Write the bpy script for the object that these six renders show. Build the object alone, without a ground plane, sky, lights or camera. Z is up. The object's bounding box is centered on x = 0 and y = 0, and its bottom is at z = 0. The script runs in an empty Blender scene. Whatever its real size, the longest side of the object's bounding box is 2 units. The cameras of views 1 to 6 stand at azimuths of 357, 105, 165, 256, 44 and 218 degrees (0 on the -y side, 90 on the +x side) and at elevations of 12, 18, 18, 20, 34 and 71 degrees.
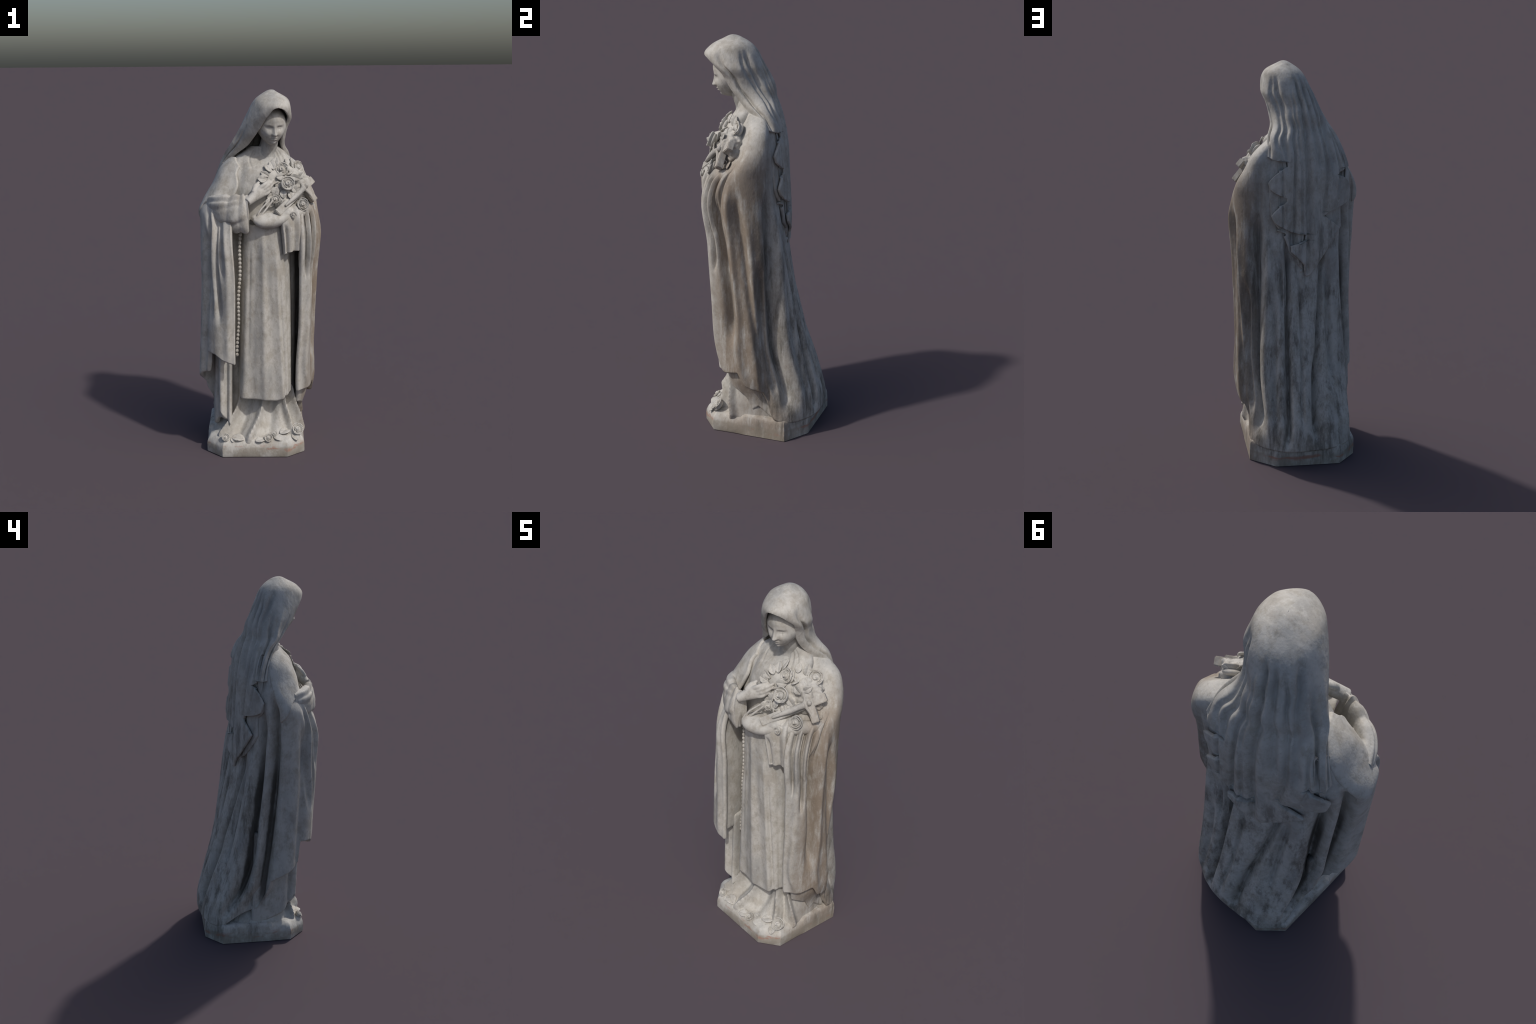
import numpy as np
from math import *

# ---------------------------------------------------------------- curves
def spline(xs, Y, x):
    """Cubic Hermite curve through the control values Y at xs (limited slopes)."""
    xs = np.asarray(xs, float); Y = np.asarray(Y, float); x = np.asarray(x, float)
    flip = xs[0] > xs[-1]
    if flip: xs, Y = xs[::-1], Y[::-1]
    h = np.diff(xs); hs = h.reshape((-1,) + (1,) * (Y.ndim - 1))
    d = np.diff(Y, axis=0) / hs
    m = np.empty_like(Y); m[0], m[-1] = d[0], d[-1]
    if len(xs) > 2:
        m[1:-1] = (d[:-1] * hs[1:] + d[1:] * hs[:-1]) / (hs[1:] + hs[:-1])
    x = np.clip(x, xs[0], xs[-1])
    i = np.clip(np.searchsorted(xs, x, side='right') - 1, 0, len(xs) - 2)
    ext = x.shape + (1,) * (Y.ndim - 1)
    t = ((x - xs[i]) / h[i]).reshape(ext); hh = h[i].reshape(ext)
    return ((2*t**3 - 3*t**2 + 1) * Y[i] + (t**3 - 2*t**2 + t) * hh * m[i]
            + (-2*t**3 + 3*t**2) * Y[i+1] + (t**3 - t**2) * hh * m[i+1])

def lin(pairs, x):
    a = sorted(pairs); return np.interp(x, [p[0] for p in a], [p[1] for p in a])

def smooth(a, b, x):
    t = np.clip((np.asarray(x, float) - a) / (b - a), 0, 1); return t * t * (3 - 2 * t)

class Drape:
    """Cloth surface: plan curves (control points indexed by s) stacked over z, with folds."""
    NS, NZ = 560, 520
    def __init__(self, levels, folds=(), closed=False, flip=False, dome=False):
        self.z = [l[0] for l in levels]
        P = np.array([l[1] for l in levels], float)            # level, point, xy
        if closed: P = np.concatenate([P[:, -3:], P, P[:, :4]], axis=1)
        n = P.shape[1]; idx = np.arange(n) - (3 if closed else 0)
        self.smax = n - 7 if closed else n - 1
        self.closed = closed; self.flip = flip
        self.sg = np.linspace(0, self.smax, self.NS)
        self.z0, self.z1 = min(self.z), max(self.z)
        self.dome = dome                                       # dome: round the top like a skull cap
        w = np.linspace(0, 1, self.NZ)
        self.zg = self.z1 - (self.z1 - self.z0) * (1 - w)**2 if dome else self.z0 + (self.z1 - self.z0) * w
        def row(Q):                                            # a plan curve whose ends meet runs smoothly through its seam
            if not closed and np.allclose(Q[0], Q[-1]):
                return spline(np.arange(-1, n + 1), np.concatenate([Q[-2:-1], Q, Q[1:2]]), self.sg)
            return spline(idx, Q, self.sg)
        A = np.stack([row(P[l]) for l in range(len(levels))])
        B = spline(self.warp(self.z), A, self.warp(self.zg))                         # z, s, xy
        Z = np.broadcast_to(self.zg[:, None, None], B.shape[:2] + (1,))
        self.T = np.concatenate([B, Z], axis=2)
        self.N = self.normals(self.T)
        S, Zg = np.meshgrid(self.sg, self.zg)
        D = np.zeros_like(S)
        for f in folds: D += f(S, Zg, self.smax if closed else None)
        if dome: D *= 1 - smooth(1.895, 1.95, Zg)              # the crown itself stays smooth
        self.T = self.T + self.N * D[..., None]
        self.N = self.normals(self.T)
    def warp(self, z):
        z = np.asarray(z, float)
        return 1 - np.sqrt(np.maximum(0, (self.z1 - z) / (self.z1 - self.z0))) if self.dome else (z - self.z0) / (self.z1 - self.z0)
    def normals(self, T):
        if self.closed:
            E = np.concatenate([T[:, -2:-1], T, T[:, 1:2]], axis=1)
            ds = (E[:, 2:] - E[:, :-2])
        else:
            ds = np.gradient(T, axis=1)
        dz = np.gradient(T, axis=0)
        n = np.cross(dz, ds) * (-1 if self.flip else 1); n /= np.linalg.norm(n, axis=2, keepdims=True) + 1e-12
        return n
    def _bil(self, A, s, z):
        s = np.mod(s, self.smax) if self.closed else np.clip(s, 0, self.smax)
        a = s / self.smax * (self.NS - 1); b = self.warp(np.clip(z, self.z0, self.z1)) * (self.NZ - 1)
        i = np.clip(a.astype(int), 0, self.NS - 2); j = np.clip(b.astype(int), 0, self.NZ - 2)
        u = (a - i)[..., None]; v = (b - j)[..., None]
        return (A[j, i]*(1-u)*(1-v) + A[j, i+1]*u*(1-v) + A[j+1, i]*(1-u)*v + A[j+1, i+1]*u*v)
    def nrm(self, s, z):
        s, z = np.broadcast_arrays(np.asarray(s, float), np.asarray(z, float))
        n = self._bil(self.N, s, z); return n / (np.linalg.norm(n, axis=-1, keepdims=True) + 1e-12)
    def pos(self, s, z, off=0.0):
        s, z = np.broadcast_arrays(np.asarray(s, float), np.asarray(z, float))
        p = self._bil(self.T, s, z); n = self._bil(self.N, s, z)
        n /= np.linalg.norm(n, axis=-1, keepdims=True) + 1e-12
        o = np.asarray(off, float)
        return p + n * (o[..., None] if o.ndim else o)

def fold(depth, width, track, sharp=2.0, ends=0.12):
    """Ridge (+) or groove (-) that runs along track [(z, s), ...]; fades out past its ends."""
    zs = [t[0] for t in track]
    def f(S, Z, period=None):
        s0 = spline(zs, [t[1] for t in track], Z) if len(zs) > 1 else track[0][1]
        lo, hi = min(zs), max(zs)
        fade = smooth(lo - ends, lo + ends * .3, Z) * (1 - smooth(hi - ends * .3, hi + ends, Z))
        d = S - s0
        if period: d = (d + period/2) % period - period/2
        return depth * fade * np.exp(-np.abs(d / width) ** sharp)
    return f
CLOAK = [
 (1.655, [(-.06,-.10),(-.11,-.07),(-.14,-.015),(-.10,.025),(-.02,.05),(.05,.07),(.11,.07),(.15,.045),(.152,-.005),(.12,-.045),(.08,-.07)]),
 (1.58, [(-.12,-.14),(-.180,-.10),(-.202,-.02),(-.17,.02),(-.08,.05),(.03,.07),(.12,.08),(.222,.085),(.246,.03),(.205,-.02),(.13,-.09)]),
 (1.50, [(-.12,-.175),(-.212,-.135),(-.242,-.03),(-.20,.028),(-.10,.066),(.02,.088),(.13,.096),(.252,.095),(.286,.02),(.245,-.035),(.17,-.105)]),
 (1.42, [(-.15,-.19),(-.245,-.158),(-.290,-.055),(-.23,.03),(-.11,.073),(.02,.096),(.14,.104),(.260,.092),(.320,.005),(.292,-.058),(.20,-.13)]),
 (1.36, [(-.158,-.24),(-.262,-.19),(-.315,-.075),(-.235,.025),(-.115,.070),(.02,.097),(.145,.106),(.260,.085),(.325,-.005),(.310,-.108),(.225,-.198)]),
 (1.30, [(-.16,-.27),(-.262,-.215),(-.315,-.085),(-.24,.022),(-.12,.070),(.02,.098),(.15,.107),(.262,.085),(.325,-.01),(.316,-.135),(.228,-.225)]),
 (1.00, [(-.145,-.288),(-.25,-.255),(-.318,-.11),(-.25,.02),(-.13,.09),(.00,.128),(.13,.150),(.262,.105),(.313,.00),(.294,-.142),(.230,-.214)]),
 (0.72, [(-.147,-.278),(-.25,-.256),(-.325,-.12),(-.265,.04),(-.15,.13),(-.01,.180),(.12,.192),(.258,.125),(.308,.01),(.284,-.145),(.228,-.200)]),
 (0.48, [(-.15,-.275),(-.25,-.255),(-.334,-.12),(-.28,.06),(-.17,.175),(-.02,.242),(.12,.235),(.255,.15),(.308,.03),(.274,-.138),(.215,-.182)]),
 (0.30, [(-.152,-.26),(-.25,-.25),(-.338,-.12),(-.28,.09),(-.19,.225),(-.03,.295),(.12,.28),(.248,.19),(.303,.06),(.290,-.075),(.222,-.16)]),
 (0.18, [(-.155,-.25),(-.25,-.24),(-.325,-.09),(-.272,.15),(-.20,.27),(-.04,.325),(.12,.305),(.242,.20),(.270,.08),(.265,-.04),(.24,-.12)]),
 (0.07, [(-.21,-.17),(-.28,-.10),(-.285,.05),(-.275,.205),(-.19,.305),(-.05,.328),(.13,.305),(.255,.195),(.280,.08),(.275,-.03),(.25,-.10)]),
]
VEIL = [
 (2.000, [(.0702,-.1152),(.0700,-.1151),(.0698,-.1150),(.0697,-.1149),(.0698,-.1148),(.0700,-.1147),(.0702,-.1148),(.0703,-.1149),(.0704,-.1150),(.0703,-.1151),(.0702,-.1152)]),
 (1.985, [(.082,-.158),(.050,-.152),(.032,-.128),(.032,-.095),(.045,-.074),(.066,-.066),(.088,-.074),(.101,-.092),(.105,-.118),(.101,-.142),(.082,-.158)]),
 (1.950, [(.090,-.222),(.030,-.200),(-.010,-.150),(-.015,-.090),(.005,-.040),(.050,-.020),(.100,-.035),(.140,-.070),(.158,-.120),(.145,-.180),(.090,-.222)]),
 (1.912, [(.098,-.250),(.022,-.226),(-.030,-.150),(-.040,-.080),(-.020,-.020),(.035,.005),(.100,-.010),(.150,-.060),(.170,-.120),(.162,-.192),(.098,-.250)]),
 (1.885, [(.088,-.250),(.015,-.224),(-.043,-.145),(-.052,-.070),(-.030,-.010),(.030,.015),(.100,.000),(.155,-.055),(.175,-.115),(.168,-.180),(.115,-.238)]),
 (1.850, [(.050,-.228),(-.012,-.200),(-.060,-.133),(-.070,-.060),(-.045,.000),(.025,.030),(.100,.010),(.160,-.045),(.178,-.100),(.174,-.148),(.148,-.178)]),
 (1.800, [(.000,-.190),(-.050,-.160),(-.086,-.110),(-.092,-.040),(-.063,.022),(.012,.050),(.090,.024),(.144,-.028),(.158,-.072),(.158,-.108),(.146,-.135)]),
 (1.750, [(-.030,-.150),(-.076,-.130),(-.110,-.085),(-.114,-.025),(-.083,.036),(.010,.068),(.090,.048),(.134,.000),(.148,-.050),(.148,-.085),(.135,-.108)]),
 (1.700, [(-.065,-.100),(-.106,-.090),(-.138,-.060),(-.136,-.012),(-.095,.040),(.000,.073),(.080,.078),(.136,.046),(.151,-.008),(.149,-.045),(.135,-.070)]),
 (1.660, [(-.115,-.062),(-.146,-.052),(-.164,-.020),(-.155,.012),(-.105,.058),(.000,.088),(.090,.097),(.156,.078),(.176,.034),(.170,.000),(.150,-.030)]),
 (1.580, [(-.192,-.005),(-.203,.002),(-.203,.020),(-.182,.050),(-.115,.083),(.000,.110),(.080,.127),(.150,.120),(.186,.098),(.190,.070),(.185,.040)]),
 (1.500, [(-.228,.012),(-.232,.022),(-.228,.042),(-.205,.066),(-.120,.097),(.000,.123),(.080,.136),(.150,.130),(.190,.115),(.205,.098),(.210,.080)]),
 (1.300, [(-.265,.025),(-.255,.042),(-.235,.060),(-.190,.080),(-.110,.110),(.000,.135),(.080,.148),(.150,.144),(.190,.134),(.210,.126),(.220,.116)]),
 (0.950, [(-.270,.035),(-.250,.055),(-.220,.075),(-.180,.095),(-.100,.125),(.000,.156),(.080,.176),(.150,.172),(.190,.158),(.210,.150),(.220,.140)]),
]
# ---------------------------------------------------------------- scene helpers
import bpy, bmesh, random
from mathutils import Vector, Matrix, noise as mnoise

ROOT = bpy.data.objects.new("saint_statue", None)
bpy.context.scene.collection.objects.link(ROOT)
ROOT["label"] = "weathered white stone statue of a veiled nun holding roses and a crucifix"
ROOT["category"] = "statue"

def link(ob, parent=ROOT):
    bpy.context.scene.collection.objects.link(ob); ob.parent = parent; return ob

def mesh_object(name, verts, faces, mat, parent=ROOT, smooth_angle=50, weld=0):
    me = bpy.data.meshes.new(name)
    me.from_pydata([tuple(map(float, v)) for v in verts], [], [tuple(map(int, f)) for f in faces])
    bm = bmesh.new(); bm.from_mesh(me)
    if weld: bmesh.ops.remove_doubles(bm, verts=bm.verts, dist=weld)
    bmesh.ops.recalc_face_normals(bm, faces=bm.faces)
    bm.to_mesh(me); bm.free()
    for p in me.polygons: p.use_smooth = True
    if smooth_angle: me.set_sharp_from_angle(angle=radians(smooth_angle))
    me.materials.append(mat)
    return link(bpy.data.objects.new(name, me), parent)

def grid_faces(nr, nc, base=0, wrap=False):
    r = np.arange(nr - 1)[:, None]; c = np.arange(nc if wrap else nc - 1)[None, :]
    c2 = (c + 1) % nc
    a = base + r * nc + c; b = base + r * nc + c2
    return np.stack([a, b, b + nc, a + nc], axis=-1).reshape(-1, 4)

def sheet_mesh(P, thick, direction=None):
    """Closed slab from a grid of outer points P[row, col, 3] with a given wall thickness."""
    nr, nc = P.shape[:2]
    if direction is None:
        dr = np.gradient(P, axis=0); dc = np.gradient(P, axis=1)
        n = np.cross(dc, dr); n /= np.linalg.norm(n, axis=2, keepdims=True) + 1e-9
        for _ in range(3):
            n[1:-1] = (n[:-2] + 2*n[1:-1] + n[2:]) / 4; n[:, 1:-1] = (n[:, :-2] + 2*n[:, 1:-1] + n[:, 2:]) / 4
        n /= np.linalg.norm(n, axis=2, keepdims=True) + 1e-9
    else: n = direction
    th = np.asarray(thick, float)
    Q = P - n * (th[..., None] if th.ndim else th)
    k = nr * nc
    F = [grid_faces(nr, nc), grid_faces(nr, nc, k)[:, ::-1]]
    rim = ([i for i in range(nc)] + [r*nc + nc-1 for r in range(1, nr)]
           + [(nr-1)*nc + i for i in range(nc-2, -1, -1)] + [r*nc for r in range(nr-2, 0, -1)])
    rim = np.array(rim); m = len(rim)
    out = np.zeros_like(P); e = lambda v: v / (np.linalg.norm(v, axis=-1, keepdims=True) + 1e-9)
    out[0] += e(P[0] - P[1]); out[-1] += e(P[-1] - P[-2]); out[:, 0] += e(P[:, 0] - P[:, 1]); out[:, -1] += e(P[:, -1] - P[:, -2])
    o = e(out).reshape(-1, 3)[rim]
    for _ in range(2): o = e(np.roll(o, 1, 0) + 2*o + np.roll(o, -1, 0))
    p0, q0 = P.reshape(-1, 3)[rim], Q.reshape(-1, 3)[rim]
    mid, half = (p0 + q0)/2, (p0 - q0)/2; rad = np.linalg.norm(half, axis=1, keepdims=True)
    V = [P.reshape(-1, 3), Q.reshape(-1, 3)]; prev = rim; base = 2*k
    for a in (45, 90, 135):                         # rolled edge
        V.append(mid + half*cos(radians(a)) + o*rad*sin(radians(a))*.8)
        cur = base + np.arange(m); base += m
        F.append(np.stack([np.roll(prev, -1), prev, cur, np.roll(cur, -1)], axis=-1)); prev = cur
    F.append(np.stack([np.roll(prev, -1), prev, rim + k, np.roll(rim, -1) + k], axis=-1))
    return np.concatenate(V), np.concatenate(F)

def drape_slab(D, s, z, thick, off=0.0):
    s, z = np.broadcast_arrays(s, z)
    return sheet_mesh(D.pos(s, z, off), thick, D.nrm(s, z))

def roughen(P, amp, freq, seed, stretch=(1, 1, 1)):
    """Weathering lumps: smooth 3D noise offset along the radial direction of each point set."""
    out = np.empty(len(P))
    for i, p in enumerate(P):
        q = Vector((p[0]*freq*stretch[0] + seed, p[1]*freq*stretch[1], p[2]*freq*stretch[2]))
        out[i] = mnoise.noise(q) + .5 * mnoise.noise(q * 2.3)
    return out * amp

def loft_mesh(P, cap=True):
    """Closed tube from rings P[ring, point, 3]."""
    nr, nc = P.shape[:2]; V = P.reshape(-1, 3); F = [tuple(f) for f in grid_faces(nr, nc, 0, True)]
    if cap:
        V = np.concatenate([V, P[0].mean(0)[None], P[-1].mean(0)[None]]); a = nr*nc
        F += [(a, (j+1) % nc, j) for j in range(nc)]
        F += [(a+1, (nr-1)*nc + j, (nr-1)*nc + (j+1) % nc) for j in range(nc)]
    return V, F

def ring_levels(rows, n=12, power=2.3):
    """rows: (z, x_min, x_max, y_front, y_back) -> plan curves starting at the front centre."""
    out = []
    for z, xa, xb, yf, yb in rows:
        pts = []
        for k in range(n):
            a = 2 * pi * k / n; c, s = -cos(a), sin(a)
            ex = 2 / power
            u = copysign(abs(s) ** ex, s); v = copysign(abs(c) ** ex, c)
            pts.append(((xa+xb)/2 + (xb-xa)/2 * u, (yf+yb)/2 + (yb-yf)/2 * v))
        out.append((z, pts))
    return out

def tube(path, radii, n=12, m=24, squash=None, up=(0, 0, 1)):
    """Rings along a splined path; radii (a sideways, b upward) per control point."""
    path = np.array(path, float); R = np.array([r if hasattr(r, '__len__') else (r, r) for r in radii], float)
    t = np.arange(len(path)); tt = np.linspace(0, len(path) - 1, m)
    C = spline(t, path, tt); A = spline(t, R, tt)
    T = np.gradient(C, axis=0); T /= np.linalg.norm(T, axis=1, keepdims=True)
    rings = []
    for i in range(m):
        s = np.cross(T[i], up); s /= np.linalg.norm(s) + 1e-9; w = np.cross(s, T[i])
        a = np.linspace(0, 2*pi, n, endpoint=False)
        rings.append(C[i] + np.cos(a)[:, None]*s*A[i, 0] + np.sin(a)[:, None]*w*A[i, 1])
    return np.array(rings)

def blob(center, radii, axes=None, n=28, m=18, bumps=0, seed=0, freq=18):
    """Ellipsoid with noise bumps."""
    th = np.linspace(0, pi, m)[1:-1]; ph = np.linspace(0, 2*pi, n, endpoint=False)
    D = np.stack([np.sin(th)[:, None]*np.cos(ph), np.sin(th)[:, None]*np.sin(ph), np.broadcast_to(np.cos(th)[:, None], (m-2, n))], -1)
    V = np.concatenate([D.reshape(-1, 3), [[0, 0, 1], [0, 0, -1]]])
    k = 1 + (roughen(V*np.array(radii) + np.array(center), bumps, freq, seed) if bumps else 0)
    W = V * np.array(radii) * (k[:, None] if bumps else 1)
    if axes is not None: W = W @ np.array(axes, float)
    W = W + np.array(center)
    F = [tuple(f) for f in grid_faces(m-2, n, 0, True)]; a = (m-2)*n
    F += [(a, j, (j+1) % n) for j in range(n)] + [(a+1, (m-3)*n + (j+1) % n, (m-3)*n + j) for j in range(n)]
    return W, F

def fuse(name, pieces, mat, voxel, smooth_steps=4, parent=ROOT, decim=None):
    """Melt several closed pieces into one smooth solid."""
    V, F, k = [], [], 0
    for v, f in pieces:
        V += [tuple(p) for p in v]; F += [tuple(int(i) + k for i in q) for q in f]; k += len(v)
    ob = mesh_object(name, V, F, mat, parent, None)
    r = ob.modifiers.new("r", 'REMESH'); r.mode = 'VOXEL'; r.voxel_size = voxel; r.use_smooth_shade = True
    if smooth_steps:
        s = ob.modifiers.new("s", 'SMOOTH'); s.iterations = smooth_steps; s.factor = .5
    dg = bpy.context.evaluated_depsgraph_get(); dg.update()
    me = bpy.data.meshes.new_from_object(ob.evaluated_get(dg)); me.name = name
    ob.modifiers.clear(); ob.data = me
    if not me.materials: me.materials.append(mat)
    for p in me.polygons: p.use_smooth = True
    return ob

def frame(fwd, up=(0, 0, 1)):
    """Rotation whose local z is fwd and local y is roughly up."""
    z = Vector(fwd).normalized(); x = Vector(up).cross(z).normalized(); y = z.cross(x)
    return Matrix((x, y, z)).transposed()

# ---------------------------------------------------------------- material
def stone_material():
    m = bpy.data.materials.new("weathered_stone"); m.use_nodes = True
    nt = m.node_tree; N, L = nt.nodes, nt.links; N.clear()
    out = N.new('ShaderNodeOutputMaterial'); bs = N.new('ShaderNodeBsdfPrincipled'); L.new(bs.outputs[0], out.inputs[0])
    geo = N.new('ShaderNodeNewGeometry')
    def noise(scale, detail=5, stretch=(1, 1, 1), rough=.55, off=(0, 0, 0)):
        mp = N.new('ShaderNodeMapping'); mp.inputs['Scale'].default_value = stretch; mp.inputs['Location'].default_value = off
        L.new(geo.outputs['Position'], mp.inputs[0])
        t = N.new('ShaderNodeTexNoise'); t.inputs['Scale'].default_value = scale; t.inputs['Detail'].default_value = detail; t.inputs['Roughness'].default_value = rough
        L.new(mp.outputs[0], t.inputs['Vector']); return t.outputs[0]
    def ramp(fac, a, b):
        r = N.new('ShaderNodeMapRange'); r.interpolation_type = 'SMOOTHSTEP'; L.new(fac, r.inputs[0])
        r.inputs[1].default_value = a; r.inputs[2].default_value = b; return r.outputs[0]
    def mul(a, b):
        n = N.new('ShaderNodeMath'); n.operation = 'MULTIPLY'; L.new(a, n.inputs[0])
        if isinstance(b, float): n.inputs[1].default_value = b
        else: L.new(b, n.inputs[1])
        return n.outputs[0]
    def mix(fac, a, col):
        n = N.new('ShaderNodeMix'); n.data_type = 'RGBA'; L.new(fac, n.inputs[0])
        if isinstance(a, tuple): n.inputs[6].default_value = a + (1,)
        else: L.new(a, n.inputs[6])
        n.inputs[7].default_value = col + (1,); return n.outputs[2]
    sep = N.new('ShaderNodeSeparateXYZ'); L.new(geo.outputs['Position'], sep.inputs[0]); X, Y, Z = sep.outputs
    pale, warm, grey, brown, dark, red = (.505,.490,.458), (.41,.385,.345), (.30,.298,.288), (.225,.175,.13), (.10,.09,.075), (.33,.16,.115)
    c = mix(ramp(noise(11, 8, rough=.68), .44, .64), pale, warm)
    c = mix(mul(ramp(noise(5, 6, (1.6, 1.6, .5), off=(3, 1, 7)), .46, .70), .7), c, grey)
    c = mix(mul(ramp(noise(34, 6, (1, 1, .45), .7, off=(1, 5, 2)), .50, .74), .6), c, (.26,.245,.22))
    # fine grey-brown mottling and worn pale grain
    c = mix(mul(ramp(noise(26, 9, (1, 1, .6), .78, off=(2, 9, 5)), .50, .62), .42), c, (.30,.27,.22))
    c = mix(mul(ramp(noise(38, 9, (1, 1, .7), .75, off=(9, 6, 1)), .54, .66), .35), c, (.60,.585,.555))
    # brown run-off stains down the wearer's left flank
    side = mul(ramp(X, .18, .29), ramp(Y, -.22, -.10)); low = ramp(Z, 1.65, 1.30)
    c = mix(mul(mul(side, low), mul(ramp(noise(16, 8, (1.4, 1.4, .3), .68, off=(9, 2, 4)), .28, .56), .85)), c, brown)
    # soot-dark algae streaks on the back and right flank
    back = ramp(Y, -.05, .10); lo2 = ramp(Z, 1.75, .9)
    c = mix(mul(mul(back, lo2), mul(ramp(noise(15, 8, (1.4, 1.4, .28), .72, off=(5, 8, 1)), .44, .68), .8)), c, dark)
    c = mix(mul(ramp(noise(85, 4, off=(2, 2, 9)), .62, .74), .3), c, (.19,.175,.155))
    c = mix(mul(ramp(noise(90, 4, off=(4, 1, 3)), .55, .75), .15), c, (.62,.60,.57))
    # near-black, noise-edged bands along the two deep channels behind the wearer's right arm
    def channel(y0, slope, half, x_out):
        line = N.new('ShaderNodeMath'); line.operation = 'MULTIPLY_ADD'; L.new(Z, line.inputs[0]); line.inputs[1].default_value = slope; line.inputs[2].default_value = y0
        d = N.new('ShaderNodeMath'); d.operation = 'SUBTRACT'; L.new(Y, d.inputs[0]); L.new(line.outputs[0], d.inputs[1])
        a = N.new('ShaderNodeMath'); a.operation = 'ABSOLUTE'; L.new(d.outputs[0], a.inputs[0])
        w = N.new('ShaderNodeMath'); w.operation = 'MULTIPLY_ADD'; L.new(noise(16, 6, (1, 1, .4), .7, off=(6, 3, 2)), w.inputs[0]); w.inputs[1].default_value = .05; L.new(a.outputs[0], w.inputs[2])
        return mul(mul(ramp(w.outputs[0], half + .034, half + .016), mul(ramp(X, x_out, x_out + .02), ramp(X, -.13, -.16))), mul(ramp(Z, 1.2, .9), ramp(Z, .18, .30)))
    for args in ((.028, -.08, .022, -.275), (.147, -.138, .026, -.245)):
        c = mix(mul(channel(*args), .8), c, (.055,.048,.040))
    # earth splashed on the sides of the plinth
    c = mix(mul(ramp(Z, .064, .050), mul(ramp(noise(14, 6, off=(8, 4, 6)), .30, .60), .65)), c, (.25,.22,.175))
    # reddish bare spots on the plinth rim
    c = mix(mul(mul(ramp(Z, .075, .05), ramp(Z, .02, .04)), mul(ramp(noise(22, 5, (.5, .5, 1.6), off=(7, 7, 7)), .53, .66), .75)), c, red)
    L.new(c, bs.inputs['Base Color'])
    rg = N.new('ShaderNodeMapRange'); L.new(noise(40), rg.inputs[0]); rg.inputs[3].default_value = .55; rg.inputs[4].default_value = .8; L.new(rg.outputs[0], bs.inputs['Roughness'])
    bs.inputs['Specular IOR Level'].default_value = .3
    b1 = N.new('ShaderNodeBump'); b1.inputs['Strength'].default_value = .4; b1.inputs['Distance'].default_value = .006; L.new(noise(45, 6, (1, 1, .6)), b1.inputs['Height'])
    L.new(b1.outputs[0], bs.inputs['Normal'])
    return m
STONE = stone_material()


# ---------------------------------------------------------------- plinth
PLINTH = [(-.217,-.251), (.143,-.275), (.244,-.203), (.275,.186), (.158,.284), (-.171,.318), (-.272,.236), (-.300,-.154)]
def plinth():
    P = np.array(PLINTH); c = P.mean(0)
    ring = []
    for i in range(len(P)):                       # subdivide the sides so chips can wobble
        a, b = P[i], P[(i+1) % len(P)]
        for t in np.linspace(0, 1, 14, endpoint=False): ring.append(a*(1-t) + b*t)
    ring = np.array(ring); d = ring - c; L = np.linalg.norm(d, axis=1, keepdims=True)
    rows = []
    for z, inset in [(0, .003), (.006, 0), (.045, .0), (.060, .003), (.072, .008), (.084, .016), (.096, .028), (.104, .06), (.110, .13)]:
        q = ring - d / L * inset * np.where(ring[:, 1:] < -.05, 1.0, .15)
        rows.append(np.concatenate([q, np.full((len(q), 1), z)], 1))
    R = np.array(rows)
    w = roughen(R.reshape(-1, 3), .003, 22, 3.1).reshape(R.shape[:2])
    k = np.ones((len(R), 1)); k[0] = 0
    R[..., :2] -= (d / L)[None] * (np.abs(w) * k)[..., None]
    R[2:, :, 2] += w[2:] * .6
    R[0, :, 2] = 0
    V, F = loft_mesh(R); mesh_object("plinth", V, F, STONE, smooth_angle=35)
plinth()

# ---------------------------------------------------------------- tunic: long under-robe spilling onto the plinth
TUNIC = Drape(ring_levels([
  (1.30, -.18, .205, -.165, .02), (1.00, -.18, .205, -.150, .03), (.60, -.18, .205, -.130, .05), (.38, -.18, .205, -.125, .08),
  (.26, -.195, .215, -.140, .12), (.17, -.23, .235, -.175, .18), (.11, -.260, .240, -.215, .24), (.07, -.28, .245, -.240, .25)], 12, 2.5),
  [fold(.042, .13, [(.36, 11.05), (.22, 10.85), (.09, 10.45)], ends=.05),
   fold(-.030, .20, [(.36, 11.45), (.22, 11.35), (.12, 11.2)], ends=.06),
   fold(.044, .13, [(.36, .10), (.22, -.07), (.09, -.35)], ends=.05),
   fold(-.028, .22, [(.36, .55), (.22, .45), (.12, .35)], ends=.06),
   fold(.034, .13, [(.36, 1.0), (.22, 1.1), (.09, 1.35)], ends=.05),
   fold(-.020, .14, [(.36, 1.25), (.22, 1.45), (.10, 1.8)], ends=.06),
   fold(.036, .13, [(.36, 1.6), (.22, 1.85), (.09, 2.25)], ends=.05),
   fold(-.02, .3, [(1.25, 10.85), (.5, 10.85)])], closed=True, flip=True)
def tunic():
    z = np.concatenate([np.linspace(1.28, .4, 60), np.linspace(.39, .07, 70)])
    s = np.linspace(0, 12, 240, endpoint=False)
    P = TUNIC.pos(s[None, :], z[:, None]); V, F = loft_mesh(P)
    mesh_object("tunic", V, F, STONE)
tunic()

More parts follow.
